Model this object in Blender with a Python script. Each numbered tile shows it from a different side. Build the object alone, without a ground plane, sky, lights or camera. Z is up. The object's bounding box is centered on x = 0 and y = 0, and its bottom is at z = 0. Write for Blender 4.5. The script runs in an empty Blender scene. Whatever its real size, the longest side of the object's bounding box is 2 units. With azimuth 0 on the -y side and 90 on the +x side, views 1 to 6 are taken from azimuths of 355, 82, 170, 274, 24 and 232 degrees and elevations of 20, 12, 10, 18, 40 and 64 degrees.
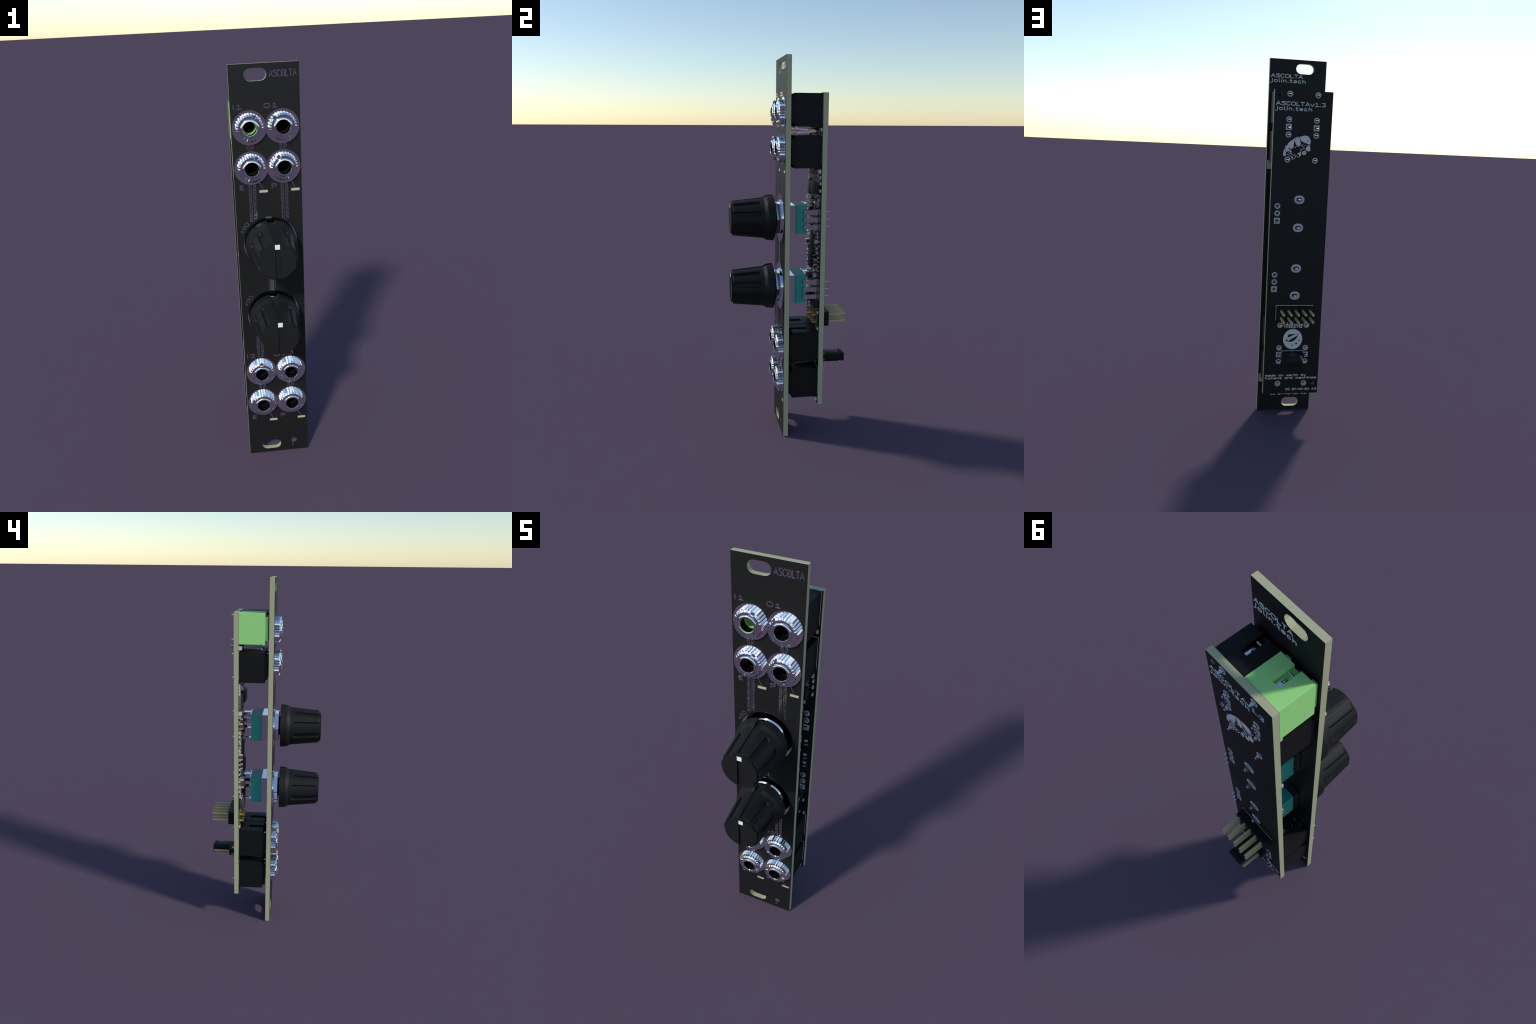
# Tall narrow synthesizer module: black front panel, eight jacks, two knobs,
# and a circuit board with potentiometers, chips and pin headers behind it.
# All sizes below are in millimetres of the real thing; U turns them into scene metres.
import bpy, bmesh, math, random
from mathutils import Vector

U = 2.0 / 128.5
PI = math.pi

# ------------------------------------------------------------------ layout (mm)
PANEL_W, PANEL_H = 20.0, 128.5
PANEL_FRONT, PANEL_BACK = -2.91, -1.17
BOARD_FRONT, BOARD_BACK = 9.17, 10.90
BOARD_X, BOARD_Z0, BOARD_Z1 = 9.93, 11.30, 117.2
JACK_X = 4.76
JACK_ROWS = [(110.97, 1), (99.30, -1), (31.67, 1), (20.00, -1)]   # height, side of the tail
KNOB_Z = [76.12, 52.20]
GROUP_SHIFT = -79.29                                              # lower jack group repeats the upper
WINDOWS = [(-1.46, 92.18), (8.05, 92.18), (-1.46, 92.18 + GROUP_SHIFT), (8.05, 92.18 + GROUP_SHIFT)]

# ------------------------------------------------------------------ materials
def material(name, color, rough=0.5, metal=0.0, spec=0.5, grain=0.0, scale=40.0, bump=0.0, coat=0.0):
    m = bpy.data.materials.new(name)
    m.use_nodes = True
    nt = m.node_tree
    b = nt.nodes["Principled BSDF"]
    b.inputs["Base Color"].default_value = (*color, 1)
    b.inputs["Roughness"].default_value = rough
    b.inputs["Metallic"].default_value = metal
    b.inputs["Specular IOR Level"].default_value = spec
    b.inputs["Coat Weight"].default_value = coat
    if grain or bump:
        tc = nt.nodes.new("ShaderNodeTexCoord")
        nz = nt.nodes.new("ShaderNodeTexNoise")
        nz.inputs["Scale"].default_value = scale
        nz.inputs["Detail"].default_value = 4
        nt.links.new(tc.outputs["Object"], nz.inputs["Vector"])
        if grain:
            cr = nt.nodes.new("ShaderNodeValToRGB")
            cr.color_ramp.elements[0].position = 0.3
            cr.color_ramp.elements[1].position = 0.7
            cr.color_ramp.elements[0].color = (*[c * (1 - grain) for c in color], 1)
            cr.color_ramp.elements[1].color = (*[min(1, c * (1 + grain)) for c in color], 1)
            nt.links.new(nz.outputs["Fac"], cr.inputs["Fac"])
            nt.links.new(cr.outputs["Color"], b.inputs["Base Color"])
        if bump:
            bp = nt.nodes.new("ShaderNodeBump")
            bp.inputs["Strength"].default_value = bump
            bp.inputs["Distance"].default_value = 0.0005
            nt.links.new(nz.outputs["Fac"], bp.inputs["Height"])
            nt.links.new(bp.outputs["Normal"], b.inputs["Normal"])
    return m

def laminate():
    """Cut edge of glass-fibre board: pale yellow-green with faint plies across its thickness."""
    m = bpy.data.materials.new("glass_fibre_laminate")
    m.use_nodes = True
    nt = m.node_tree
    b = nt.nodes["Principled BSDF"]
    b.inputs["Roughness"].default_value = 0.6
    tc = nt.nodes.new("ShaderNodeTexCoord")
    wv = nt.nodes.new("ShaderNodeTexWave")
    wv.bands_direction = 'Y'
    wv.inputs["Scale"].default_value = 60.0
    wv.inputs["Distortion"].default_value = 0.4
    cr = nt.nodes.new("ShaderNodeValToRGB")
    cr.color_ramp.elements[0].color = (*[c * 0.99 for c in LAMINATE], 1)
    cr.color_ramp.elements[1].color = (*[c * 1.01 for c in LAMINATE], 1)
    nt.links.new(tc.outputs["Object"], wv.inputs["Vector"])
    nt.links.new(wv.outputs["Fac"], cr.inputs["Fac"])
    nt.links.new(cr.outputs["Color"], b.inputs["Base Color"])
    return m

LAMINATE = (0.50, 0.50, 0.30)
M = {}
M["core"] = laminate()
M["mask"] = material("black_solder_mask", (0.0118, 0.0120, 0.0122), 0.5, spec=0.22, grain=0.04)
M["plating"] = material("bright_tin_plating", (0.97, 0.96, 0.97), 0.06, 1.0)
M["silk"] = material("white_silkscreen_ink", (0.69, 0.69, 0.69), 0.7, grain=0.03, scale=300)
M["pad"] = material("grey_solder_pad", (0.49, 0.49, 0.49), 0.6, grain=0.03, scale=300)
M["steel"] = material("polished_steel", (0.90, 0.91, 0.93), 0.07, 1.0)
M["knob"] = material("black_knob_plastic", (0.0118, 0.0120, 0.0122), 0.55, spec=0.22, grain=0.06, scale=60)
M["white"] = material("white_marker_plastic", (0.88, 0.88, 0.88), 0.5)
M["brass"] = material("brass", (0.75, 0.55, 0.18), 0.25, 1.0)
M["black"] = material("black_housing_plastic", (0.0098, 0.0098, 0.0102), 0.55, spec=0.2, grain=0.05)
M["green"] = material("green_housing_plastic", (0.42, 0.88, 0.27), 0.55, grain=0.02)
M["teal"] = material("teal_pot_plastic", (0.033, 0.40, 0.325), 0.5, grain=0.03)
M["gold"] = material("dull_gold_pin", (0.60, 0.48, 0.23), 0.55, 0.2)
M["gold2"] = material("bright_gold_pin", (0.70, 0.48, 0.18), 0.45, 0.4)
M["header"] = material("black_header_plastic", (0.0085, 0.0087, 0.009), 0.5, spec=0.22, grain=0.05)
M["shade"] = material("painted_bore_shade", (0.003, 0.003, 0.003), 0.8, spec=0.1)  # near-black colour stands in for the unlit depth of the jack bores
M["chip"] = material("black_chip_epoxy", (0.022, 0.023, 0.024), 0.6, grain=0.08, scale=200)
M["epoxy"] = material("grey_package_epoxy", (0.06, 0.06, 0.062), 0.6, grain=0.05)
M["tin"] = material("grey_tinned_lead", (0.55, 0.55, 0.54), 0.45, 0.4)
M["term"] = material("pale_chip_terminal", (0.72, 0.70, 0.66), 0.5, 0.1)
M["ceram"] = material("brown_ceramic", (0.16, 0.075, 0.045), 0.5, grain=0.1, scale=300)
M["led"] = material("white_led_body", (0.75, 0.76, 0.74), 0.4)
M["amber"] = material("amber_led_lens", (0.70, 0.48, 0.20), 0.35)

# ------------------------------------------------------------------ mesh helpers
def finish(name, me, mat, parent, smooth_deg=None):
    me.name = name
    ob = bpy.data.objects.new(name, me)
    bpy.context.scene.collection.objects.link(ob)
    if mat is not None and len(me.materials) == 0:
        me.materials.append(mat)
    if smooth_deg is not None:
        me.polygons.foreach_set("use_smooth", [True] * len(me.polygons))
        me.set_sharp_from_angle(angle=math.radians(smooth_deg))
    ob.parent = parent
    return ob

def from_bm(name, bm, mat, parent, smooth_deg=None, scaled=False):
    if not scaled:
        bmesh.ops.scale(bm, vec=(U, U, U), verts=bm.verts)
    bmesh.ops.recalc_face_normals(bm, faces=bm.faces)
    me = bpy.data.meshes.new(name)
    bm.to_mesh(me)
    bm.free()
    return finish(name, me, mat, parent, smooth_deg)

def share(ob, name, parent, loc_mm):
    """A repeat that shares the mesh of ob, moved by loc_mm."""
    c = ob.copy()
    c.name = name
    bpy.context.scene.collection.objects.link(c)
    c.parent = parent
    c.location = Vector(loc_mm) * U
    return c

def add_box(bm, x0, x1, y0, y1, z0, z1, bevel=0.0):
    vs = [bm.verts.new(p) for p in ((x0, y0, z0), (x1, y0, z0), (x1, y1, z0), (x0, y1, z0),
                                    (x0, y0, z1), (x1, y0, z1), (x1, y1, z1), (x0, y1, z1))]
    fs = [bm.faces.new([vs[i] for i in q]) for q in
          ((3, 2, 1, 0), (4, 5, 6, 7), (0, 1, 5, 4), (1, 2, 6, 5), (2, 3, 7, 6), (3, 0, 4, 7))]
    if bevel:
        es = list({e for f in fs for e in f.edges})
        bmesh.ops.bevel(bm, geom=es, offset=bevel, segments=2, affect='EDGES', profile=0.5)
    return vs

def box(name, dims, mat, parent, bevel=0.0):
    bm = bmesh.new()
    add_box(bm, *dims, bevel=bevel)
    return from_bm(name, bm, mat, parent, 35 if bevel else None)

def add_plate(bm, outline, holes, y0, y1):
    """Flat plate in the x-z plane with real holes, from y0 to y1."""
    loops = [outline] + list(holes)
    edges, rings = [], []
    for lp in loops:
        vs = [bm.verts.new((p[0], y0, p[1])) for p in lp]
        rings.append(vs)
        for i in range(len(vs)):
            edges.append(bm.edges.new((vs[i], vs[(i + 1) % len(vs)])))
    res = bmesh.ops.triangle_fill(bm, edges=edges, use_beauty=True)
    faces = [g for g in res["geom"] if isinstance(g, bmesh.types.BMFace)]
    twin = {}
    for vs in rings:
        for v in vs:
            twin[v] = bm.verts.new((v.co.x, y1, v.co.z))
    for f in faces:
        bm.faces.new([twin[v] for v in reversed(f.verts)])
    for vs in rings:
        n = len(vs)
        for i in range(n):
            a, b = vs[i], vs[(i + 1) % n]
            bm.faces.new((a, b, twin[b], twin[a]))

def plate(name, outline, holes, y0, y1, mat, parent):
    bm = bmesh.new()
    add_plate(bm, outline, holes, y0, y1)
    return from_bm(name, bm, mat, parent)

def circle(cx, cz, r, n=32, rz=None, a0=0.0):
    rz = rz or r
    return [(cx + r * math.cos(a0 + 2 * PI * i / n), cz + rz * math.sin(a0 + 2 * PI * i / n)) for i in range(n)]

def rect(x0, x1, z0, z1):
    return [(x0, z0), (x1, z0), (x1, z1), (x0, z1)]

def stadium(cx, cz, w, h, n=8):
    r, s = h / 2, (w - h) / 2
    pts = [(cx + s + r * math.cos(a), cz + r * math.sin(a)) for a in [(-0.5 + i / n) * PI for i in range(n + 1)]]
    pts += [(cx - s + r * math.cos(a), cz + r * math.sin(a)) for a in [(0.5 + i / n) * PI for i in range(n + 1)]]
    return pts

def add_lathe(bm, profile, n=48, cx=0.0, cz=0.0, shape=None, closed=False, a0=0.0):
    """Turn a (radius, y) profile about the y axis. shape(r, y, angle) -> (r, y) carves it."""
    rows = []
    for r, y in profile:
        if r < 1e-6:
            rows.append([bm.verts.new((cx, y, cz))])
            continue
        row = []
        for i in range(n):
            a = a0 + 2 * PI * i / n
            rr, yy = shape(r, y, a) if shape else (r, y)
            row.append(bm.verts.new((cx + rr * math.cos(a), yy, cz + rr * math.sin(a))))
        rows.append(row)
    pairs = list(zip(rows, rows[1:]))
    if closed:
        pairs.append((rows[-1], rows[0]))
    for A, B in pairs:
        for i in range(n):
            j = (i + 1) % n
            if len(A) == 1 and len(B) == 1:
                continue
            if len(A) == 1:
                bm.faces.new((A[0], B[i], B[j]))
            elif len(B) == 1:
                bm.faces.new((A[i], A[j], B[0]))
            else:
                bm.faces.new((A[i], A[j], B[j], B[i]))

def lathe(name, profile, mat, parent, n=48, shape=None, closed=False, smooth_deg=30, a0=0.0):
    bm = bmesh.new()
    add_lathe(bm, profile, n, 0, 0, shape, closed, a0)
    return from_bm(name, bm, mat, parent, smooth_deg)

def add_ribbon(bm, pts, w, y0, y1, closed=False):
    """A flat stroke of width w along 2D points, mitred, from y0 to y1."""
    P = [Vector(p) for p in pts]
    n = len(P)
    L, R = [], []
    for i in range(n):
        if closed:
            d0, d1 = P[i] - P[i - 1], P[(i + 1) % n] - P[i]
        else:
            d0 = P[i] - P[i - 1] if i else P[1] - P[0]
            d1 = P[i + 1] - P[i] if i < n - 1 else P[-1] - P[-2]
        d0, d1 = d0.normalized(), d1.normalized()
        t = (d0 + d1)
        t = t.normalized() if t.length > 1e-4 else d0
        nn = Vector((-t.y, t.x))
        k = min(1.6, 1.0 / max(0.3, nn.dot(Vector((-d0.y, d0.x)))))
        p = P[i]
        if not closed and i == 0:
            p = p - d1 * w * 0.35
        if not closed and i == n - 1:
            p = p + d0 * w * 0.35
        L.append(p + nn * w * 0.5 * k)
        R.append(p - nn * w * 0.5 * k)
    v = [[bm.verts.new((q.x, y, q.y)) for q in S] for S in (L, R) for y in (y0, y1)]
    la, lb, ra, rb = v
    rng = range(n) if closed else range(n - 1)
    for i in rng:
        j = (i + 1) % n
        bm.faces.new((la[i], la[j], ra[j], ra[i]))
        bm.faces.new((lb[j], lb[i], rb[i], rb[j]))
        bm.faces.new((la[j], la[i], lb[i], lb[j]))
        bm.faces.new((ra[i], ra[j], rb[j], rb[i]))
    if not closed:
        for i in (0, n - 1):
            bm.faces.new((la[i], ra[i], rb[i], lb[i]))

# ------------------------------------------------------------------ stroke lettering
def arc(cx, cy, rx, ry, a, b, n=12, p=2.5):
    """Part of a squarish oval; angles in degrees."""
    out = []
    for i in range(n + 1):
        t = math.radians(a + (b - a) * i / n)
        c, s = math.cos(t), math.sin(t)
        out.append((cx + rx * math.copysign(abs(c) ** (2 / p), c), cy + ry * math.copysign(abs(s) ** (2 / p), s)))
    return out

def oval(cx, cy, rx, ry):
    return arc(cx, cy, rx, ry, 0, 360, 20)[:-1] + ["closed"]

X = 0.68  # height of small letters
def glyph(c):
    """Strokes of one letter in a box w wide and 1 high."""
    m = X / 2
    return {
        "A": (1.05, [[(0, 0), (.525, 1), (1.05, 0)], [(.22, .32), (.83, .32)]]),
        "B": (.9, [[(.05, 0), (.05, 1), (.65, 1)] + arc(.62, .76, .24, .24, 80, -80, 6) + [(.05, .52)], [(.6, .5)] + arc(.64, .26, .26, .26, 80, -80, 6) + [(.05, 0)]]),
        "C": (.98, [arc(.5, .5, .5, .5, 38, 322, 16)]),
        "E": (.95, [[(.95, 0), (.05, 0), (.05, 1), (.93, 1)], [(.05, .5), (.75, .5)]]),
        "I": (.12, [[(.06, 0), (.06, 1)]]),
        "L": (.8, [[(.04, 1), (.04, 0), (.8, 0)]]),
        "N": (.95, [[(.04, 0), (.04, 1), (.91, 0), (.91, 1)]]),
        "O": (1.08, [oval(.54, .5, .54, .5)]),
        "P": (1.0, [[(.05, 0), (.05, 1), (.7, 1)] + arc(.7, .72, .3, .28, 80, -80, 6) + [(.05, .44)]]),
        "S": (.95, [arc(.5, .74, .46, .26, 30, 180, 8) + arc(.47, .25, .46, .26, 60, -150, 10)]),
        "T": (.92, [[(0, 1), (.92, 1)], [(.46, 1), (.46, 0)]]),
        "Y": (.95, [[(0, 1), (.47, .48), (.95, 1)], [(.47, .48), (.47, 0)]]),
        "0": (.9, [oval(.45, .5, .45, .5)]),
        "1": (.95, [[(.08, .72), (.5, 1), (.5, 0)], [(0, 0), (.95, 0)]]),
        "2": (.95, [arc(.47, .72, .45, .28, 165, -40, 9) + [(.04, 0), (.95, 0)]]),
        "3": (.95, [[(.05, 1), (.92, 1), (.5, .6)] + arc(.5, .3, .45, .3, 80, -150, 9)]),
        "4": (.95, [[(.72, 0), (.72, 1), (0, .25), (.95, .25)]]),
        ".": (.22, [[(.02, .06), (.2, .06)]]),
        "-": (.8, [[(0, .45), (.8, .45)]]),
        " ": (.75, []),
        "a": (.8, [arc(.4, m, .38, m, 150, 20, 6) + [(.76, 0)], oval(.38, .2, .36, .2)]),
        "b": (.85, [[(.05, 1), (.05, 0)], oval(.45, m, .40, m)]),
        "c": (.85, [arc(.43, m, .42, m, 40, 320, 12)]),
        "d": (.85, [[(.8, 1), (.8, 0)], oval(.4, m, .40, m)]),
        "e": (.85, [[(.05, m), (.82, m)] + arc(.43, m, .42, m, 15, 315, 12)]),
        "h": (.85, [[(.05, 1), (.05, 0)], [(.05, .45)] + arc(.42, m, .38, m, 130, 10, 5) + [(.8, 0)]]),
        "i": (.14, [[(.07, X), (.07, 0)], [(.0, .95), (.14, .95)]]),
        "j": (.5, [[(.42, X)] + arc(.1, .05, .32, .3, 0, -80, 5)[0:] + [(-.05, -.25)], [(.36, .95), (.5, .95)]]),
        "l": (.3, [[(.05, 1), (.05, .15), (.15, 0), (.3, 0)]]),
        "m": (1.05, [[(.05, 0), (.05, X), (.4, X), (.52, .5), (.52, 0)], [(.52, X - .05), (.9, X - .05), (1.0, .5), (1.0, 0)]]),
        "n": (.8, [[(.05, 0), (.05, X)], [(.05, .45)] + arc(.4, m, .36, m, 130, 10, 5) + [(.76, 0)]]),
        "o": (.95, [oval(.47, m, .46, m)]),
        "r": (.6, [[(.05, 0), (.05, X)], [(.05, .4)] + arc(.4, m, .35, m, 140, 60, 4)]),
        "s": (.8, [[(.75, X), (.1, X), (.05, .45), (.75, .26), (.7, 0), (.02, 0)]]),
        "t": (.7, [[(.25, 1), (.25, .15), (.38, 0), (.7, 0)], [(0, X), (.68, X)]]),
        "u": (.8, [[(.05, X), (.05, .2), (.2, 0), (.76, 0)], [(.76, 0), (.76, X)]]),
        "v": (.85, [[(0, X), (.42, 0), (.85, X)]]),
        "w": (1.1, [[(0, X), (.28, 0), (.55, X), (.82, 0), (1.1, X)]]),
        "y": (.85, [[(0, X), (.42, 0)], [(.85, X), (.3, -.28)]]),
    }[c]

def add_text(bm, text, x_left, x_right, z_base, cap, stroke, y_surface, out, gap=0.28):
    """Fit a line of strokes between two x positions; out is the way the surface faces (+1/-1 in y)."""
    gs = [glyph(c) for c in text]
    total = sum(g[0] for g in gs) + gap * (len(gs) - 1)
    sx = (x_right - x_left - math.copysign(stroke, x_right - x_left)) / total
    x = x_left + math.copysign(stroke / 2, x_right - x_left)
    k = 0
    for w, strokes in gs:
        for s in strokes:
            closed = s[-1] == "closed"
            pts = [p for p in s if p != "closed"]
            lift = 0.05 + 0.015 * (k % 3)
            k += 1
            add_ribbon(bm, [(x + p[0] * sx, z_base + stroke / 2 + p[1] * (cap - stroke)) for p in pts], stroke,
                       y_surface, y_surface + out * lift, closed)
        x += (w + gap) * sx

def lettering(name, items, mat, parent, y_surface, out):
    bm = bmesh.new()
    for it in items:
        add_text(bm, *it[:6], y_surface, out, *(it[6:]))
    return from_bm(name, bm, mat, parent)

# ------------------------------------------------------------------ the thing
root = bpy.data.objects.new("synthesizer_module", None)
bpy.context.scene.collection.objects.link(root)
root["label"] = "tall narrow black synthesizer module with jacks, knobs and circuit board"
root["category"] = "synthesizer module"

# ================================================================== front panel
SLOTS = [(-2.46, 125.5), (-2.46, 3.0)]
def panel_holes():
    hs = [stadium(x, z, 6.5, 3.5, 6) for x, z in SLOTS]
    hs += [circle(sx * JACK_X, z, 3.05, 32) for z, _ in JACK_ROWS for sx in (-1, 1)]
    hs += [circle(0, z, 3.6, 32) for z in KNOB_Z]
    return hs

outline = rect(-PANEL_W / 2, PANEL_W / 2, 0, PANEL_H)
front_panel = plate("front_panel", outline, panel_holes(), PANEL_FRONT + 0.05, PANEL_BACK - 0.05, M["core"], root)
plate("solder_mask", outline, panel_holes() + [rect(x - 1.25, x + 1.25, z - .37, z + .37) for x, z in WINDOWS],
      PANEL_FRONT, PANEL_FRONT + 0.05, M["mask"], front_panel)
plate("solder_mask", outline, panel_holes() + [rect(x - 1.72, x + 1.72, z - 1.6, z + 1.6) for x, z in WINDOWS],
      PANEL_BACK - 0.05, PANEL_BACK, M["mask"], front_panel)

# plated rings round every hole of the panel
ring0 = None
for row, (z, _) in enumerate(JACK_ROWS):
    for sx in (-1, 1):
        lift = 0.05 if sx < 0 else 0.07
        plate("plated_ring", circle(sx * JACK_X, z, 4.98, 24, a0=0.13), [circle(sx * JACK_X, z, 3.1, 24)],
              PANEL_FRONT - lift, PANEL_FRONT, M["plating"], front_panel)
for z in KNOB_Z:
    plate("plated_ring", circle(0, z, 8.2, 48), [circle(0, z, 3.7, 32)], PANEL_FRONT - 0.05, PANEL_FRONT, M["plating"], front_panel)

# plated lines, bars, indicator stems and dots on the front
bm = bmesh.new()
yl = PANEL_FRONT
def line(p, q, w, lift=0.04):
    add_ribbon(bm, [p, q], w, yl, yl - lift)
ring_half = math.sqrt(8.2 ** 2 - JACK_X ** 2)
spans = []
for top, low in ((0, 1), (2, 3)):
    spans.append((JACK_ROWS[top][0] - 4.95, JACK_ROWS[low][0] + 4.95))
spans.append((JACK_ROWS[1][0] - 4.95, KNOB_Z[0] + ring_half))
spans.append((KNOB_Z[1] - ring_half, JACK_ROWS[2][0] + 4.95))
for x in (-JACK_X, JACK_X):
    for hi, lo in spans:
        for d in (-0.3, 0.3):
            line((x + d, hi), (x + d, lo), 0.15)
line((0, KNOB_Z[0] - 8.15), (0, KNOB_Z[1] + 8.15), 1.25)
for d in (-0.95, 0.95):
    line((d, KNOB_Z[0] - 8.0), (d, KNOB_Z[1] + 8.0), 0.15)
for x, z in WINDOWS:
    line((x - 1.1, z + 2.65), (x - .05, z + .5), 0.22)
    add_ribbon(bm, rect(x - 1.3, x + 1.3, z - .42, z + .42), 0.1, yl, yl - 0.03, True)
for z in KNOB_Z:
    for k, r in enumerate((.58, .44, .27)):
        a = math.radians(138.8 + 8.2 * k)
        add_ribbon(bm, circle(9.27 * math.cos(a), z + 9.27 * math.sin(a), r, 24), 0.2, yl, yl - 0.04, True)
from_bm("plated_trace", bm, M["plating"], front_panel)

# fine unreadable ornament running down both sides of the lines
random.seed(7)
bm = bmesh.new()
for x in (-JACK_X, JACK_X):
    for hi, lo in spans:
        for side in (-1, 1):
            z = hi - 0.15
            while z > lo + 0.55:
                h = random.uniform(.38, .55)
                kind = random.randrange(5)
                xi, xo = x + side * .56, x + side * 1.06
                xm = (xi + xo) / 2
                st = {0: [(xi, z), (xo, z), (xo, z - h), (xi, z - h)],
                      1: [(xi, z), (xo, z), (xi, z - h), (xo, z - h)],
                      2: [(xo, z), (xi, z), (xi, z - h / 2), (xo, z - h / 2), (xo, z - h)],
                      3: [(xi, z), (xo, z - h / 2), (xi, z - h)],
                      4: [(xo, z), (xm, z), (xm, z - h), (xi, z - h)]}[kind]
                add_ribbon(bm, st, 0.13, yl, yl - 0.04)
                z -= h + random.uniform(.14, .22)
orn = from_bm("ornament_trace", bm, M["plating"], front_panel)
orn["kind"] = "stuff"

# pin-shaped mark at the lower right
bm = bmesh.new()
blob = arc(5.27, 3.85, .92, .80, -70, 215, 18, 2.0) + [(4.72, 2.95), (4.74, 1.32), (4.95, 1.32), (5.0, 2.92)]
add_plate(bm, blob, [], yl, yl - 0.04)
from_bm("pin_mark", bm, M["plating"], front_panel)

front_text = [("I", -9.09, -8.85, 116.2, 1.4, .29), ("1", -8.2, -6.62, 116.2, 1.4, .29),
              ("O", -.40, 1.45, 116.15, 1.5, .29), ("1", 1.98, 3.52, 116.2, 1.4, .29),
              ("E", -8.5, -7.08, 92.85, 1.5, .29), ("P", .93, 2.6, 92.85, 1.5, .29)]
front_text += [("I", -9.13, -8.89, 36.9, 1.45, .29), ("2", -8.25, -6.6, 36.9, 1.45, .29),
               ("O", -.40, 1.45, 36.85, 1.5, .29), ("2", 1.95, 3.52, 36.9, 1.4, .29)]
front_text += [(c, a, b, z + GROUP_SHIFT, h, w) for c, a, b, z, h, w in front_text[4:6]]
title = [("ASCOLTA", 1.38, 9.3, 124.58, 1.98, .26)]
bm = bmesh.new()
for it in front_text + title:
    add_text(bm, *it, PANEL_FRONT, -1)
add_ribbon(bm, [(5.32, 125.45), (5.32, 125.7)], .34, PANEL_FRONT, PANEL_FRONT - .05)
from_bm("plated_lettering", bm, M["plating"], front_panel)

lettering("printed_lettering", [("ASCOLTA", 9.6, -1.75, 122.15, 1.37, .24), ("jolin.tech", 9.68, -2.85, 120.55, 1.37, .24, .42),
                                ("CC BY-NC-SA 4.0", 5.15, -8.95, 5.82, 1.0, .2)], M["silk"], front_panel, PANEL_BACK, 1)

# ================================================================== circuit board
JACK_PINS = []          # (x, z) of round plated holes of the jacks
SLEEVES = []            # square ones, each shared by two jacks
for top, low in ((0, 1), (2, 3)):
    for x in (JACK_X, -JACK_X):
        zt, zl = JACK_ROWS[top][0], JACK_ROWS[low][0]
        JACK_PINS += [(x, zt + 4.95), (x, zt - 3.35), (x, zl + 3.35), (x, zl - 4.95)]
        SLEEVES.append((x, zt - 5.83))
POT_PINS = [(7.48, z + d) for z in KNOB_Z for d in (2.54, 0.04, -2.5)]
POT_TABS = [(0, z + d) for z in KNOB_Z for d in (4.88, -4.8)]
HEADER_Z = 41.23
HEADER_PINS = [((i - 2) * 2.54, HEADER_Z + d) for i in range(5) for d in (1.27, -1.27)]
JUMPER_Z = 25.87
JUMPER_PINS = [((i - 1) * 2.54, JUMPER_Z) for i in range(3)]
TOOLING = [(8.0, 115.33), (-8.02, 15.11)]

def board_holes(r_round, tab):
    hs = [circle(x, z, r_round, 16) for x, z in JACK_PINS + SLEEVES + POT_PINS]
    hs += [stadium(x, z, tab[0], tab[1], 6) for x, z in POT_TABS]
    hs += [circle(x, z, .64, 16) for x, z in TOOLING]
    return hs

b_outline = rect(-BOARD_X, BOARD_X, BOARD_Z0, BOARD_Z1)
board = plate("circuit_board", b_outline, board_holes(.72, (2.3, 1.5)), BOARD_FRONT + .05, BOARD_BACK - .05, M["core"], root)
plate("solder_mask", b_outline, board_holes(.74, (2.34, 1.54)), BOARD_FRONT, BOARD_FRONT + .05, M["mask"], board)
plate("solder_mask", b_outline, board_holes(.74, (2.34, 1.54)), BOARD_BACK - .05, BOARD_BACK, M["mask"], board)

# solder pads: one mesh per kind, shared by all its repeats
def pad_mesh(name, outer, inner):
    bm = bmesh.new()
    add_plate(bm, outer, [inner], BOARD_BACK, BOARD_BACK + .05)
    add_plate(bm, outer, [inner], BOARD_FRONT - .05, BOARD_FRONT)
    n = len(inner)
    a = [bm.verts.new((p[0], BOARD_FRONT - .04, p[1])) for p in inner]
    b = [bm.verts.new((p[0], BOARD_BACK + .04, p[1])) for p in inner]
    for i in range(n):
        bm.faces.new((a[i], a[(i + 1) % n], b[(i + 1) % n], b[i]))
    return from_bm(name, bm, M["pad"], board)
def pads(name, src, spots):
    for x, z in spots[1:]:
        share(src, name, board, (x, 0, z))
    src.location = Vector((spots[0][0], 0, spots[0][1])) * U
pads("round_pad", pad_mesh("round_pad", circle(0, 0, .99, 20), circle(0, 0, .6, 20)),
     JACK_PINS + [p for i, p in enumerate(POT_PINS) if i % 3 != 2])
pads("square_pad", pad_mesh("square_pad", rect(-1, 1, -1, 1), circle(0, 0, .58, 20)),
     SLEEVES + [p for i, p in enumerate(POT_PINS) if i % 3 == 2])
pads("oval_pad", pad_mesh("oval_pad", stadium(0, 0, 3.6, 2.9, 8), stadium(0, 0, 2.1, 1.3, 8)), POT_TABS)

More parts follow.
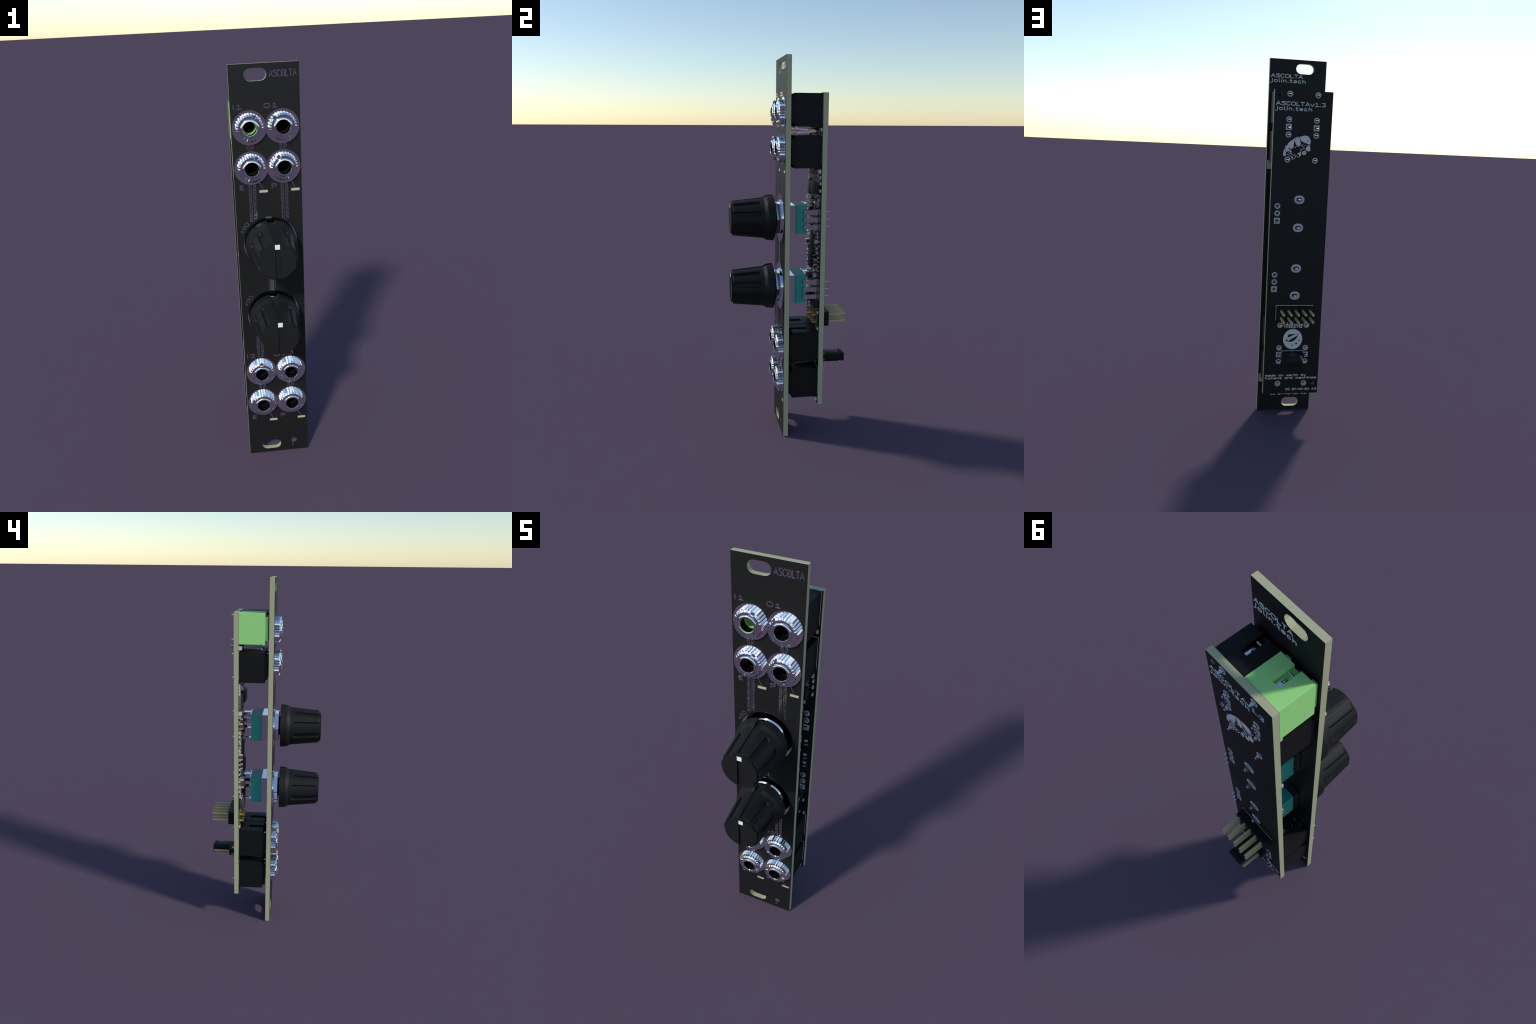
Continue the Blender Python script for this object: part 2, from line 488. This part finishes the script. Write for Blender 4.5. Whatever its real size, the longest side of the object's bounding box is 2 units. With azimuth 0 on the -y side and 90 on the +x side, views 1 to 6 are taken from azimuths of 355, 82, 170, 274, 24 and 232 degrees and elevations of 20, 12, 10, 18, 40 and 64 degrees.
# printing on the back of the board
bm = bmesh.new()
for it in [("ASCOLTAv1.3", 9.42, -7.5, 112.1, 1.37, .24), ("jolin.tech", 9.48, -2.95, 110.5, 1.32, .24, .42),
           ("made on earth by", 9.4, -5.5, 17.72, .86, .17, .3), ("humans and machines", 9.4, -9.3, 16.72, .86, .17, .3),
           ("CC BY-NC-SA 4.0", 1.8, -9.6, 12.42, .84, .17), ("whatever", 3.5, -3.75, 35.62, 2.15, .25, .22)]:
    add_text(bm, *it[:6], BOARD_BACK, 1, *it[6:])
yb = BOARD_BACK
for a, b, c, z0, z1, t in ((6.47, -6.55, 0, 38.63, 43.88, .33), (3.88, -3.95, 0, 24.5, 27.25, .3)):
    add_ribbon(bm, [(a - .05, z0), (a, z1), (b, z1), (b, z1 - t)], .15, yb, yb + .04)
from_bm("printed_lettering", bm, M["silk"], board)

# round emblem: a disc with a knob shape and three dots left open
bm = bmesh.new()
upper = [(1.6, 33.27), (-.25, 33.41), (-1.38, 33.55), (-.27, 33.04), (.99, 32.39), (1.9, 32.02)]
lower = [(2.51, 31.1), (2.07, 31.6), (1.6, 30.84), (0, 31.97), (-1.66, 32.82), (-1.67, 33.46), (-1.99, 33.56),
         (-1.83, 32.61), (-1.15, 31.55), (-.37, 30.9), (.74, 30.5), (1.72, 30.68)]
dots = [circle(-2.3, 31.15, .26, 14), circle(-1.34, 29.89, .35, 16), circle(.14, 29.29, .25, 14)]
add_plate(bm, circle(0, 31.55, 3.45, 56, 3.69), [upper, lower] + dots, yb, yb + .05)
from_bm("printed_emblem", bm, M["silk"], board)

# printed picture of a plump eight-legged micro-animal: lobes of the body, each a closed outline
bm = bmesh.new()
LOBES = {
    "head": [(.54, 101.02), (.8, 101.67), (.86, 102.11), (-.09, 102.27), (-.53, 102.58), (-1.93, 102.39), (-2.45, 101.97), (-2.92, 100.95),
             (-2.96, 100.36), (-2.73, 99.61), (-2.06, 99.73), (-1.28, 100.07), (-.65, 100.26), (-.26, 100.47), (.14, 100.67)],
    "snout": [(-2.31, 99.37), (-2.74, 99.39), (-2.81, 98.73), (-2.99, 98.21), (-2.87, 97.54), (-2.42, 97.37), (-1.87, 97.5), (-1.55, 97.78), (-1.29, 98.22), (-1.43, 98.67), (-1.87, 98.98)],
    "shoulder": [(2.4, 100.87), (1.82, 101.37), (1.58, 102.08), (1.0, 101.89), (.93, 101.23), (.67, 100.72), (.41, 99.99), (.54, 99.47), (.97, 99.01), (1.27, 98.74), (1.83, 99.19), (2.16, 99.84), (2.42, 100.5)],
    "back": [(5.06, 99.02), (4.68, 99.88), (4.1, 100.42), (3.43, 100.89), (2.77, 101.36), (2.03, 101.84), (1.7, 102.11), (1.93, 101.44), (2.52, 100.97), (2.66, 100.56),
             (2.78, 100.04), (2.86, 99.22), (2.88, 98.78), (3.08, 98.33), (3.6, 97.86), (3.99, 98.07), (4.31, 98.35), (4.61, 98.26), (4.93, 98.54)],
    "rump": [(5.13, 98.94), (4.72, 98.29), (4.28, 97.83), (3.66, 97.49), (3.48, 96.98), (3.61, 96.6), (4.1, 97.1), (4.86, 97.14), (5.15, 96.76), (5.41, 97.49), (5.6, 98.37), (5.77, 98.66), (5.48, 98.93)],
    "leg": [(5.82, 98.21), (5.58, 97.85), (5.51, 97.04), (5.43, 96.31), (5.26, 95.87), (5.85, 95.4), (6.28, 95.68), (6.28, 96.57), (6.16, 97.31), (5.95, 97.69)],
    "claw": [(3.41, 95.43), (2.99, 95.52), (3.01, 94.4), (3.24, 94.39)],
    "second_claw": [(1.97, 95.78), (1.84, 95.56), (2.52, 94.57), (2.79, 94.56), (2.32, 95.17)],
    "foot": [(1.46, 96.39), (.57, 97.02), (.08, 96.52), (.28, 95.85), (.94, 95.15), (.66, 95.83), (1.07, 96.19)],
    "second_foot": [(-.15, 96.53), (-.34, 97.29), (-1.4, 97.63), (-1.59, 97.04), (-1.47, 96.29), (-.63, 96.11)],
}
for k, pts in enumerate(LOBES.values()):
    holes = []
    if k == 0:
        holes = [circle(-1.65, 101.75, .16, 6, .05), circle(-1.4, 100.45, .05, 6, .14), circle(-2.2, 101.0, .16, 8), circle(-1.95, 100.62, .17, 8)]
    if k == 2:
        holes = [circle(1.35, 100.35, .4, 10, .04), circle(1.4, 99.3, .16, 8)]
    if k == 3:
        holes = [circle(4.25, 99.1, .07, 6, .14), circle(3.9, 99.35, .08, 6), circle(4.55, 98.75, .09, 6), circle(3.75, 98.35, .12, 6, .07), circle(2.5, 101.25, .14, 6, .07), circle(3.3, 98.6, .08, 6)]
    if k == 4:
        holes = [circle(4.55, 97.5, .16, 8, .08), circle(4.0, 97.4, .1, 6)]
    if k == 9:
        holes = [circle(-.95, 97.05, .22, 8, .1), circle(-.8, 96.5, .14, 8)]
    add_plate(bm, pts, holes, yb, yb + .045 + .004 * (k % 3))
for k, s in enumerate(([(.6, 99.17), (.14, 99.27), (-.26, 98.84), (-.82, 98.49)], [(.6, 97.69), (0, 98.01), (-.91, 98.13)], [(.44, 97.48), (.11, 97.12), (.48, 96.88)],
          [(5.12, 96.1), (4.19, 95.84), (3.48, 95.42)], [(3.51, 96.09), (2.74, 95.9), (2.06, 96.07)], [(4.54, 96.71), (3.91, 96.37), (3.38, 96.54)],
          [(1.89, 95.78), (1.42, 95.65), (1.09, 95.15)], [(2.78, 98.41), (2.32, 98.43), (1.92, 98.82)], [(.01, 99.64), (-.93, 99.31), (-2.09, 99.29)])):
    add_ribbon(bm, s, .16 if k < 8 else .09, yb, yb + .06 + .004 * (k % 2))
from_bm("printed_picture", bm, M["silk"], board)

# printing on the inner face of the board
bm = bmesh.new()
yf = BOARD_FRONT
def frame(x0, x1, z0, z1, y=yf):
    add_ribbon(bm, rect(x0, x1, z0, z1), .13, y, y - .03, True)
for z, s in JACK_ROWS:
    za, zb = sorted((z - 4.6 * s, z + 6.15 * s))
    for sx in (-1, 1):
        add_ribbon(bm, [(sx * 9.45, za + 1.2), (sx * 9.45, zb), (sx * 6.3, zb)], .13, yf, yf - .03)
for z in KNOB_Z:
    add_ribbon(bm, [(5.6, z + 5.2), (6.3, z + 4.6), (6.3, z + 3.8)], .12, yf, yf - .03)
    add_ribbon(bm, [(5.6, z - 5.2), (6.3, z - 4.6), (6.3, z - 3.8)], .12, yf, yf - .03)
    add_ribbon(bm, circle(0, z, 3.3, 32), .1, yf, yf - .03, True)
add_ribbon(bm, rect(-6.5, 6.5, 38.6, 43.9), .12, yf, yf - .03, True)
from_bm("printed_outline", bm, M["silk"], board)

# chips
def chip(name, cx, cz, wx, wz, h, n, pitch, along, lead, mat="chip", w=.38):
    """Package with n gull-wing leads on each of two sides; along = axis the rows run along."""
    top = yf - h
    bm = bmesh.new()
    add_box(bm, cx - wx / 2, cx + wx / 2, top, yf - .12, cz - wz / 2, cz + wz / 2, .08)
    ob = from_bm(name, bm, M[mat], board, 35)
    bm = bmesh.new()
    lh = h * .45
    for i in range(n):
        o = (i - (n - 1) / 2) * pitch
        for s in (-1, 1):
            half = (wz if along == "x" else wx) / 2
            for a, b, y0, y1 in ((half - .1, half + lead * .4, yf - lh - .1, yf - lh + .1),
                                 (half + lead * .3, half + lead * .5, yf - lh, yf - .04),
                                 (half + lead * .4, half + lead, yf - .2, yf - .03)):
                u0, u1 = sorted((s * a, s * b))
                if along == "x":
                    add_box(bm, cx + o - w / 2, cx + o + w / 2, y0, y1, cz + u0, cz + u1)
                else:
                    add_box(bm, cx + u0, cx + u1, y0, y1, cz + o - w / 2, cz + o + w / 2)
    ls = from_bm("chip_lead", bm, M["tin"], ob)
    ls["kind"] = "stuff"
    return ob
chip("amplifier_chip", 3.3, 86.6, 8.65, 3.9, 1.5, 7, 1.27, "x", 1.0)
chip("logic_chip", -5.9, 86.2, 4.4, 5.0, 1.05, 8, .65, "z", .9, w=.26)
chip("converter_chip", -.2, 67.4, 4.4, 5.2, 1.05, 8, .65, "z", .95, w=.26)
chip("amplifier_chip", -.2, 61.2, 3.9, 4.9, 1.6, 4, 1.27, "z", 1.05)
chip("logic_chip", 5.9, 47.3, 4.4, 3.2, 1.05, 5, .65, "x", .9, w=.26)
chip("logic_chip", 0, 105.2, 3.0, 1.7, 1.1, 3, .95, "x", .6)
# voltage regulator with three leads up and a broad tab below
reg = box("voltage_regulator", (-8.2, -1.8, yf - 1.75, yf - .1, 45.75, 49.3), M["epoxy"], board, .12)
bm = bmesh.new()
for i in range(3):
    x = -5 + (i - 1) * 2.3
    for q in ((49.2, 49.9, yf - 1.0, yf - .75), (49.7, 50.0, yf - .95, yf - .05), (49.8, 51.0, yf - .3, yf - .04)):
        add_box(bm, x - .38, x + .38, q[2], q[3], q[0], q[1], .05)
for q in ((45.2, 45.9, yf - 1.0, yf - .75), (45.0, 45.3, yf - .95, yf - .05), (44.1, 45.2, yf - .3, yf - .04)):
    add_box(bm, -6.6, -3.4, q[2], q[3], q[0], q[1], .05)
from_bm("regulator_lead", bm, M["term"], reg)

# chip resistors, capacitors and indicator lamps: shared meshes, each laid flat or upright
def smd(name, L, W, H, body):
    b = box(name, (-L / 2 + .3 * L / 2, L / 2 - .3 * L / 2, -H, -.06, -W / 2, W / 2), M[body], board)
    bm = bmesh.new()
    for s in (-1, 1):
        a, c = sorted((s * L / 2, s * L * .34))
        add_box(bm, a, c, -H - .03, -.02, -W / 2 - .03, W / 2 + .03)
        a, c = sorted((s * (L / 2 + .15), s * L * .3))
        add_box(bm, a, c, -.04, 0, -W / 2 - .12, W / 2 + .12)
    t = from_bm("end_terminal", bm, M["term"], b)
    return b, t
kinds = {"resistor": smd("chip_resistor", 1.6, .85, .45, "chip"),
         "capacitor": smd("chip_capacitor", 2.0, 1.25, 1.05, "ceram"),
         "bulk": smd("chip_capacitor", 3.2, 1.6, 1.5, "ceram")}
first = {k: True for k in kinds}
def place(kind, x, z, upright=False):
    b, t = kinds[kind]
    if first[kind]:
        first[kind] = False
        nb = b
    else:
        nb = b.copy()
        bpy.context.scene.collection.objects.link(nb)
        nb.parent = board
        nt_ = t.copy()
        bpy.context.scene.collection.objects.link(nt_)
        nt_.parent = nb
    nb.location = Vector((x, yf, z)) * U
    nb.rotation_euler = (0, PI / 2 if upright else 0, 0)
PARTS = [("resistor", 8.2, 90.2, 0), ("resistor", 8.2, 88.2, 0), ("resistor", 8.2, 85.8, 0), ("resistor", 5.9, 82.5, 0), ("resistor", 3.2, 82.4, 1), ("resistor", 1.4, 82.4, 1),
         ("resistor", -7.9, 92.3, 0), ("resistor", -7.9, 91.25, 0), ("resistor", -7.9, 90.2, 0), ("resistor", -7.9, 89.15, 0), ("capacitor", -8.3, 82.2, 0), ("resistor", -5.6, 82.0, 0), ("capacitor", -2.2, 90.2, 0), ("resistor", .6, 90.4, 0),
         ("resistor", 4.2, 90.6, 0), ("capacitor", -4.9, 91.0, 0), ("resistor", -3.0, 82.4, 1), ("resistor", 4.4, 79.4, 1), ("capacitor", -7.2, 77.2, 1), ("resistor", -4.0, 76.6, 0),
         ("resistor", -7.4, 73.4, 0), ("capacitor", 3.3, 73.0, 1), ("resistor", -3.6, 72.6, 1), ("capacitor", 5.2, 68.4, 0), ("resistor", 7.9, 68.0, 1), ("resistor", 5.0, 66.0, 0),
         ("resistor", -6.3, 69.0, 0), ("resistor", -6.3, 67.5, 0), ("capacitor", -4.9, 65.0, 1), ("capacitor", -5.0, 61.6, 1), ("resistor", -7.6, 63.6, 1), ("resistor", -7.4, 60.0, 1),
         ("capacitor", 5.0, 61.2, 1), ("resistor", 5.2, 58.8, 0), ("resistor", 7.8, 62.6, 1), ("resistor", 7.8, 59.4, 1), ("bulk", -2.4, 55.0, 1), ("bulk", -5.2, 55.0, 1),
         ("resistor", -7.6, 52.6, 0), ("resistor", -5.0, 52.6, 0), ("capacitor", 3.4, 56.4, 0), ("resistor", 4.4, 50.6, 0), ("resistor", 1.8, 46.4, 1), ("resistor", 7.6, 44.2, 0),
         ("resistor", 8.4, 105.6, 0), ("capacitor", -8.4, 105.2, 0), ("resistor", -8.6, 103.6, 1), ("resistor", 1.8, 93.4, 0), ("resistor", -7.8, 38.8, 0), ("resistor", 8.0, 38.6, 0),
         ("resistor", 2.9, 103.4, 1), ("resistor", -2.9, 106.6, 1), ("resistor", 2.4, 26.0, 1), ("resistor", -2.2, 26.1, 0)]
for k, x, z, up in PARTS:
    place(k, x, z, bool(up))
# fill the free ground between them with a dense irregular scatter
random.seed(21)
SIZE = {"resistor": (2.0, 1.15), "capacitor": (2.4, 1.6), "bulk": (3.6, 2.0)}
taken = [(x, z) + ((SIZE[k][1] / 2, SIZE[k][0] / 2) if up else (SIZE[k][0] / 2, SIZE[k][1] / 2)) for k, x, z, up in PARTS]
taken += [(3.3, 86.6, 4.4, 3.1), (-5.9, 86.2, 3.2, 2.6), (-.2, 67.4, 3.2, 2.7), (-.2, 61.2, 3.1, 2.6), (5.9, 47.3, 2.3, 2.6), (-5, 47.6, 3.4, 3.6), (0, HEADER_Z, 6.4, 2.5)]
taken += [(x, z, 1.1, 1.1) for x, z in POT_PINS] + [(x, z, 1.9, 1.5) for x, z in POT_TABS] + [(x, z, 1.2, .8) for x, z in WINDOWS]
count = 0
for _ in range(3000):
    k = "capacitor" if random.random() < .15 else "resistor"
    up = random.random() < .5
    x, z = random.uniform(-8.9, 8.4), random.uniform(44.6, 92.6)
    hx, hz = (SIZE[k][1] / 2, SIZE[k][0] / 2) if up else (SIZE[k][0] / 2, SIZE[k][1] / 2)
    if x + hx < 6.6 and x - hx > -9.6 and all(abs(x - t[0]) > hx + t[2] or abs(z - t[1]) > hz + t[3] for t in taken):
        taken.append((x, z, hx, hz))
        place(k, x, z, up)
        count += 1
        if count >= 46:
            break
lamp0 = None
for x, z in WINDOWS:
    if lamp0 is None:
        lamp0 = box("indicator_lamp", (-1.0, 1.0, -.75, -.03, -.62, .62), M["led"], board)
        lens0 = box("lamp_lens", (.25, .75, -.95, -.6, -.5, .5), M["amber"], lamp0)
        lamp0.location = Vector((x, yf, z)) * U
    else:
        l = share(lamp0, "indicator_lamp", board, (x, yf, z))
        e = lens0.copy()
        bpy.context.scene.collection.objects.link(e)
        e.parent = l

# ================================================================== audio jacks
def build_jack(x, z, s, body, rot):
    """s = +1 when the tail of the housing points up."""
    hw = 4.5 if body == "black" else 5.02
    cx = 0.0
    bm = bmesh.new()
    def zbox(x0, x1, y0, y1, z0, z1, bv=0.0):
        a, b = sorted((z0 * s, z1 * s))
        add_box(bm, x0 + cx, x1 + cx, y0, y1, a, b, bv)
    za, zb = sorted((-4.45 * s, 4.8 * s))
    add_plate(bm, rect(-hw, hw, za, zb), [circle(0, 0, 1.85, 32)], .14, yf - .02)
    zbox(-hw, -1.0, .14, yf - .02, 4.8, 6.02)
    zbox(1.0, hw, .14, yf - .02, 4.8, 6.02)
    zbox(-1.0, 1.0, 5.75, yf - .02, 4.8, 6.02)
    zbox(-4.45, -3.1, -.85, .14, -3.35, 4.75)
    zbox(3.1, 4.45, -.85, .14, -3.35, 4.75)
    # inner lining of the socket
    add_lathe(bm, [(2.2, -4.85), (2.1, -5.12), (1.97, -5.12), (1.97, -4.9), (2.2, -4.85)], 32)
    add_lathe(bm, [(1.99, -2.4), (1.74, -2.4), (1.68, -.4), (1.99, -.3)], 32)
    jack = from_bm("audio_jack", bm, M[body], root, 30)
    jack.location = Vector((x, 0, z)) * U
    lathe("bore_shade_tube", [(2.0, -4.9), (2.0, .1), (1.8, .2), (1.8, 9.1), (0, 9.1)], M["shade"], jack, 32)  # thin black tube that paints in the shade deep inside the bore
    # threaded metal bushing
    th = [(3.7, .1), (3.7, -.7), (2.72, -1.12), (2.72, -5.08), (2.66, -5.18), (2.42, -5.3), (2.08, -5.31), (2.02, -5.25), (2.02, -4.9)]
    lathe("metal_bushing", th, M["steel"], jack, 48, smooth_deg=40)
    # knurled slotted nut
    teeth = 28
    def knurl(r, yy, a):
        if r > 3.9:
            r += .13 * abs(((a * teeth / (2 * PI)) % 1.0) * 2 - 1) * 2 - .13
        if yy < -4.7 and r < 3.9:
            d = min(abs((a - rot - k * PI + PI) % (2 * PI) - PI) for k in (0, 1))
            if d * r < .48:
                yy = -4.58
        return r, yy
    lathe("knurled_nut", [(2.75, -2.98), (3.97, -2.98), (3.97, -3.82), (3.87, -3.86), (3.97, -3.90), (3.97, -4.6), (3.4, -4.95), (2.76, -4.96), (2.75, -4.4)],
          M["steel"], jack, teeth * 8, shape=knurl, smooth_deg=22)
    # pins through the board and the bent sleeve lead
    bm = bmesh.new()
    for d in (4.95, -3.35):
        add_box(bm, -.42, .42, yf - .5, BOARD_BACK + .7, s * d - .2, s * d + .2, .03)
        add_box(bm, -.25, .25, BOARD_BACK + .6, BOARD_BACK + 1.22, s * d - .16, s * d + .16, .03)
    from_bm("contact_pin", bm, M["steel"], jack, 30)
    bm = bmesh.new()
    path = [(1.45, -4.3), (1.45, -4.95), (1.75, -5.2), (5.0, -5.5), (BOARD_BACK + 1.65, -5.76)]
    w = .45
    rows = []
    for i, (py, pz) in enumerate(path):
        q0, q1 = path[max(0, i - 1)], path[min(len(path) - 1, i + 1)]
        t = Vector((q1[0] - q0[0], q1[1] - q0[1])).normalized() * .19
        rows.append([bm.verts.new(p) for p in ((-w, py - t.y, s * (pz + t.x)), (w, py - t.y, s * (pz + t.x)), (w, py + t.y, s * (pz - t.x)), (-w, py + t.y, s * (pz - t.x)))])
        w = .45 if i < 2 else .38
    for A, B in zip(rows, rows[1:]):
        for i in range(4):
            bm.faces.new((A[i], A[(i + 1) % 4], B[(i + 1) % 4], B[i]))
    bm.faces.new(rows[0]); bm.faces.new(rows[-1])
    from_bm("sleeve_lead", bm, M["steel"], jack, 20)
    # spring contact seen in the slot of the tail
    bm = bmesh.new()
    for y0, y1, a, b in ((2.9, 5.7, 4.82, 5.05), (1.6, 2.1, 4.82, 5.5)):
        za, zb = sorted((s * a, s * b))
        add_box(bm, -.85 + cx, .85 + cx, y0, y1, za, zb, .05)
    from_bm("spring_contact", bm, M["steel"], jack, 30)
    return jack
ROT = [[1.17, 2.3], [1.12, 2.05], [1.57, .45], [-.4, -.22]]
for r, (z, s) in enumerate(JACK_ROWS):
    for c, sx in enumerate((-1, 1)):
        build_jack(sx * JACK_X, z, s, "green" if (r == 0 and sx < 0) else "black", ROT[r][c])

# ================================================================== potentiometers
BLADE = [(7.5, 3.98, .77), (7.5, 8.85, .77), (7.5, 8.87, .2), (7.5, 12.85, .16)]   # terminal: x, y, half height
def build_pot(z):
    bm = bmesh.new()
    add_box(bm, -4.75, 6.45, 1.75, 3.95, -4.75, 4.75)              # body
    add_box(bm, -4.75, 4.6, 3.95, 5.18, -4.75, 4.75)
    add_box(bm, -4.75, 6.25, 1.15, 1.75, -4.75, 4.75)
    for z0, z1 in ((3.3, 4.75), (.8, 1.72), (-1.72, -.8), (-4.75, -3.3)):
        add_box(bm, 4.6, 6.45, 3.95, 5.18, z0, z1)                  # comb beside the terminals
    pot = from_bm("potentiometer", bm, M["teal"], root)
    pot.location = Vector((0, 0, z)) * U
    bm = bmesh.new()
    add_box(bm, -4.82, 6.4, -.95, 1.13, -4.82, 4.82)
    for d, tip in ((4.88, 1), (-4.8, -1)):
        add_box(bm, -1.1, 1.1, 5.2, BOARD_FRONT - .1, d - .12, d + .12)
        add_box(bm, -4.2, 4.2, 5.2, 5.5, min(d, d - tip * 1.0), max(d, d - tip * 1.0))
        add_box(bm, -.6, .6, BOARD_FRONT - .1, BOARD_BACK + .8, d - .3, d + .3)
        add_box(bm, -.4, .4, BOARD_BACK + .75, BOARD_BACK + 1.45, d - .3, d + .3, .14)
    from_bm("metal_cover", bm, M["steel"], pot, 30)
    bm = bmesh.new()
    for d in (2.54, .04, -2.5):
        add_box(bm, 5.0, 7.36, 4.0, 4.25, d - .76, d + .76)
        for (xa, ya, h), (xb, yb2, h2) in zip(BLADE, BLADE[1:]):
            q = [bm.verts.new(p) for p in ((xa - .13, ya, d - h), (xa + .13, ya, d - h), (xa + .13, ya, d + h), (xa - .13, ya, d + h),
                                           (xb - .13, yb2, d - h2), (xb + .13, yb2, d - h2), (xb + .13, yb2, d + h2), (xb - .13, yb2, d + h2))]
            for f in ((0, 1, 2, 3), (7, 6, 5, 4), (0, 4, 5, 1), (1, 5, 6, 2), (2, 6, 7, 3), (3, 7, 4, 0)):
                bm.faces.new([q[i] for i in f])
    from_bm("terminal_pin", bm, M["steel"], pot)
    lathe("washer", [(3.6, -2.97), (5.95, -2.97), (5.95, -3.35), (3.6, -3.35)], M["steel"], pot, 48, closed=True)
    lathe("hex_nut", [(3.55, -3.37), (5.78, -3.37), (5.78, -4.75), (5.3, -4.95), (3.55, -4.95)], M["steel"], pot, 6, closed=True, smooth_deg=10)
    prof = [(3.5, -.9)]
    y = -1.2
    while y > -7.2:
        prof += [(3.5, y), (3.38, y - .2)]
        y -= .4
    prof += [(3.3, -7.6), (3.0, -7.6)]
    lathe("threaded_bushing", prof, M["brass"], pot, 40)
    lathe("shaft", [(3.0, -7.0), (3.0, -17.5), (0, -17.5)], M["brass"], pot, 32)
    return pot

# ================================================================== knobs
def build_knob(z):
    FRONT, RIM = -19.42, -5.45
    outer = [(RIM, 7.74), (-5.55, 7.85), (-7.82, 7.61), (-8.95, 6.91), (-19.25, 5.87), (FRONT, 5.78)]
    def radius(y):
        for (ya, ra), (yb_, rb) in zip(outer, outer[1:]):
            if yb_ <= y <= ya:
                return ra + (rb - ra) * (y - ya) / (yb_ - ya)
        return outer[-1][1]
    def step(e0, e1, v):
        t = max(0.0, min(1.0, (v - e0) / (e1 - e0)))
        return t * t * (3 - 2 * t)
    def carve(r, y, a):
        """Ten flutes with rounded ends, and the square pointer channel at the top."""
        d = (a - PI / 2 + PI) % (2 * PI) - PI
        k = round(d / (PI / 5))
        off = (d - k * PI / 5) * r
        if k == 0:
            w = 1.15 - .45 * (RIM - y) / (RIM - FRONT)
            floor = 6.98 - 1.68 * (RIM - y) / (RIM - FRONT)
            flat = floor / max(.3, math.cos(d))
            f = 1 - step(w - .06, w + .06, abs(off))
            return r + (flat - r) * f, y
        half = .93
        reach = -10.1                       # flutes stop at the skirt in a half round
        q = abs(off) if y < reach - half else math.hypot(off, y - (reach - half))
        depth = .6 * (1 - step(half - .10, half + .03, q))
        return r - depth, y
    ys = sorted(set([o[0] for o in outer] + [-9.3 - .12 * i for i in range(16)] + [-11.5 - .9 * i for i in range(9)]), reverse=True)
    prof = [(0.0, -10.5), (3.1, -10.5), (3.1, -6.6), (4.1, -6.5), (4.1, -9.0), (6.6, -9.0), (6.85, -5.6), (7.0, RIM)] + [(radius(y), y) for y in ys]
    def shape(r, y, a):
        if y <= RIM and r >= radius(y) - 1e-6 and r > 5.7:
            return carve(r, y, a)
        if r == 7.0 and abs(math.cos(a)) * 7 < 1.15 and math.sin(a) > 0:
            return 6.4, y
        return r, y
    prof += [(5.25, FRONT - .02), (5.25, -19.5), (0.0, -19.5)]
    knob = lathe("knob", prof, M["knob"], root, 720, shape=shape, smooth_deg=20)
    knob.location = Vector((0, 0, z)) * U
    # two raised halves of the cap leave the pointer channel between them
    bm = bmesh.new()
    r = 5.22
    a0 = math.acos(.70 / r)
    for s in (-1, 1):
        seg = [(s * r * math.cos(t), r * math.sin(t)) for t in [-a0 + 2 * a0 * i / 40 for i in range(41)]]
        add_plate(bm, seg, [], -19.48, -20.0)
        add_plate(bm, [(p[0] * .985 + s * .011, p[1] * .985) for p in seg], [], -19.99, -20.03)
    add_plate(bm, [(.71, 4.93), (.71, 5.17), (0, 5.22), (-.71, 5.17), (-.71, 4.93)], [], -19.47, -20.0)
    from_bm("knob_cap", bm, M["knob"], knob, 20)
    box("pointer_mark", (-.69, .69, -20.02, -19.45, 3.52, 4.92), M["white"], knob)
    return knob
for z in KNOB_Z:
    build_pot(z)
    build_knob(z)

# ================================================================== pin headers
def header(name, pins, z, half_x, half_z, tip, mat_front):
    bm = bmesh.new()
    xs = sorted({p[0] for p in pins})
    for x in xs:                                    # one chamfered cell per column
        c = [(x - 1.25, z - half_z), (x + 1.25, z - half_z), (x + 1.27, z - half_z + .5), (x + 1.27, z + half_z - .5),
             (x + 1.05, z + half_z), (x - 1.05, z + half_z), (x - 1.27, z + half_z - .5), (x - 1.27, z - half_z + .5)]
        add_plate(bm, c, [], BOARD_BACK + .06, BOARD_BACK + 2.56)
    base = from_bm(name, bm, M["header"], root)
    first_pin = None
    for x, pz in pins:
        if first_pin is None:
            bm = bmesh.new()
            add_box(bm, -.34, .34, BOARD_FRONT - .1, tip, -.34, .34, .07)
            first_pin = from_bm("pin", bm, M["gold"], base, 30)
            first_pin.location = Vector((x, 0, pz)) * U
            bm = bmesh.new()
            add_box(bm, -.32, .32, BOARD_FRONT - 1.5, BOARD_FRONT - .1, -.32, .32, .08)
            add_plate(bm, circle(0, 0, .8, 16), [], BOARD_FRONT - .06, BOARD_FRONT)
            end0 = from_bm("pin_tail", bm, M[mat_front], base, 30)
            end0.location = Vector((x, 0, pz)) * U
        else:
            share(first_pin, "pin", base, (x, 0, pz))
            share(end0, "pin_tail", base, (x, 0, pz))
    return base
header("pin_header", HEADER_PINS, HEADER_Z, 6.35, 2.54, 19.6, "gold2")
jh = header("jumper_header", JUMPER_PINS, JUMPER_Z, 3.81, 1.27, 19.6, "gold2")
# jumper cap pushed over two of the three pins
bm = bmesh.new()
y0 = BOARD_BACK + 2.6
add_box(bm, -1.2, 3.75, y0, 18.35, JUMPER_Z - 1.35, JUMPER_Z + 1.35, .06)
add_box(bm, -1.2, 3.75, 18.3, 18.9, JUMPER_Z - 1.1, JUMPER_Z + 1.1)
add_box(bm, -1.25, 3.8, 18.85, 20.02, JUMPER_Z - 1.35, JUMPER_Z + 1.5, .08)
add_box(bm, -.6, 3.15, y0 + .6, 18.0, JUMPER_Z + 1.3, JUMPER_Z + 1.5, .05)
from_bm("jumper_cap", bm, M["header"], jh, 30)

bpy.context.view_layer.update()
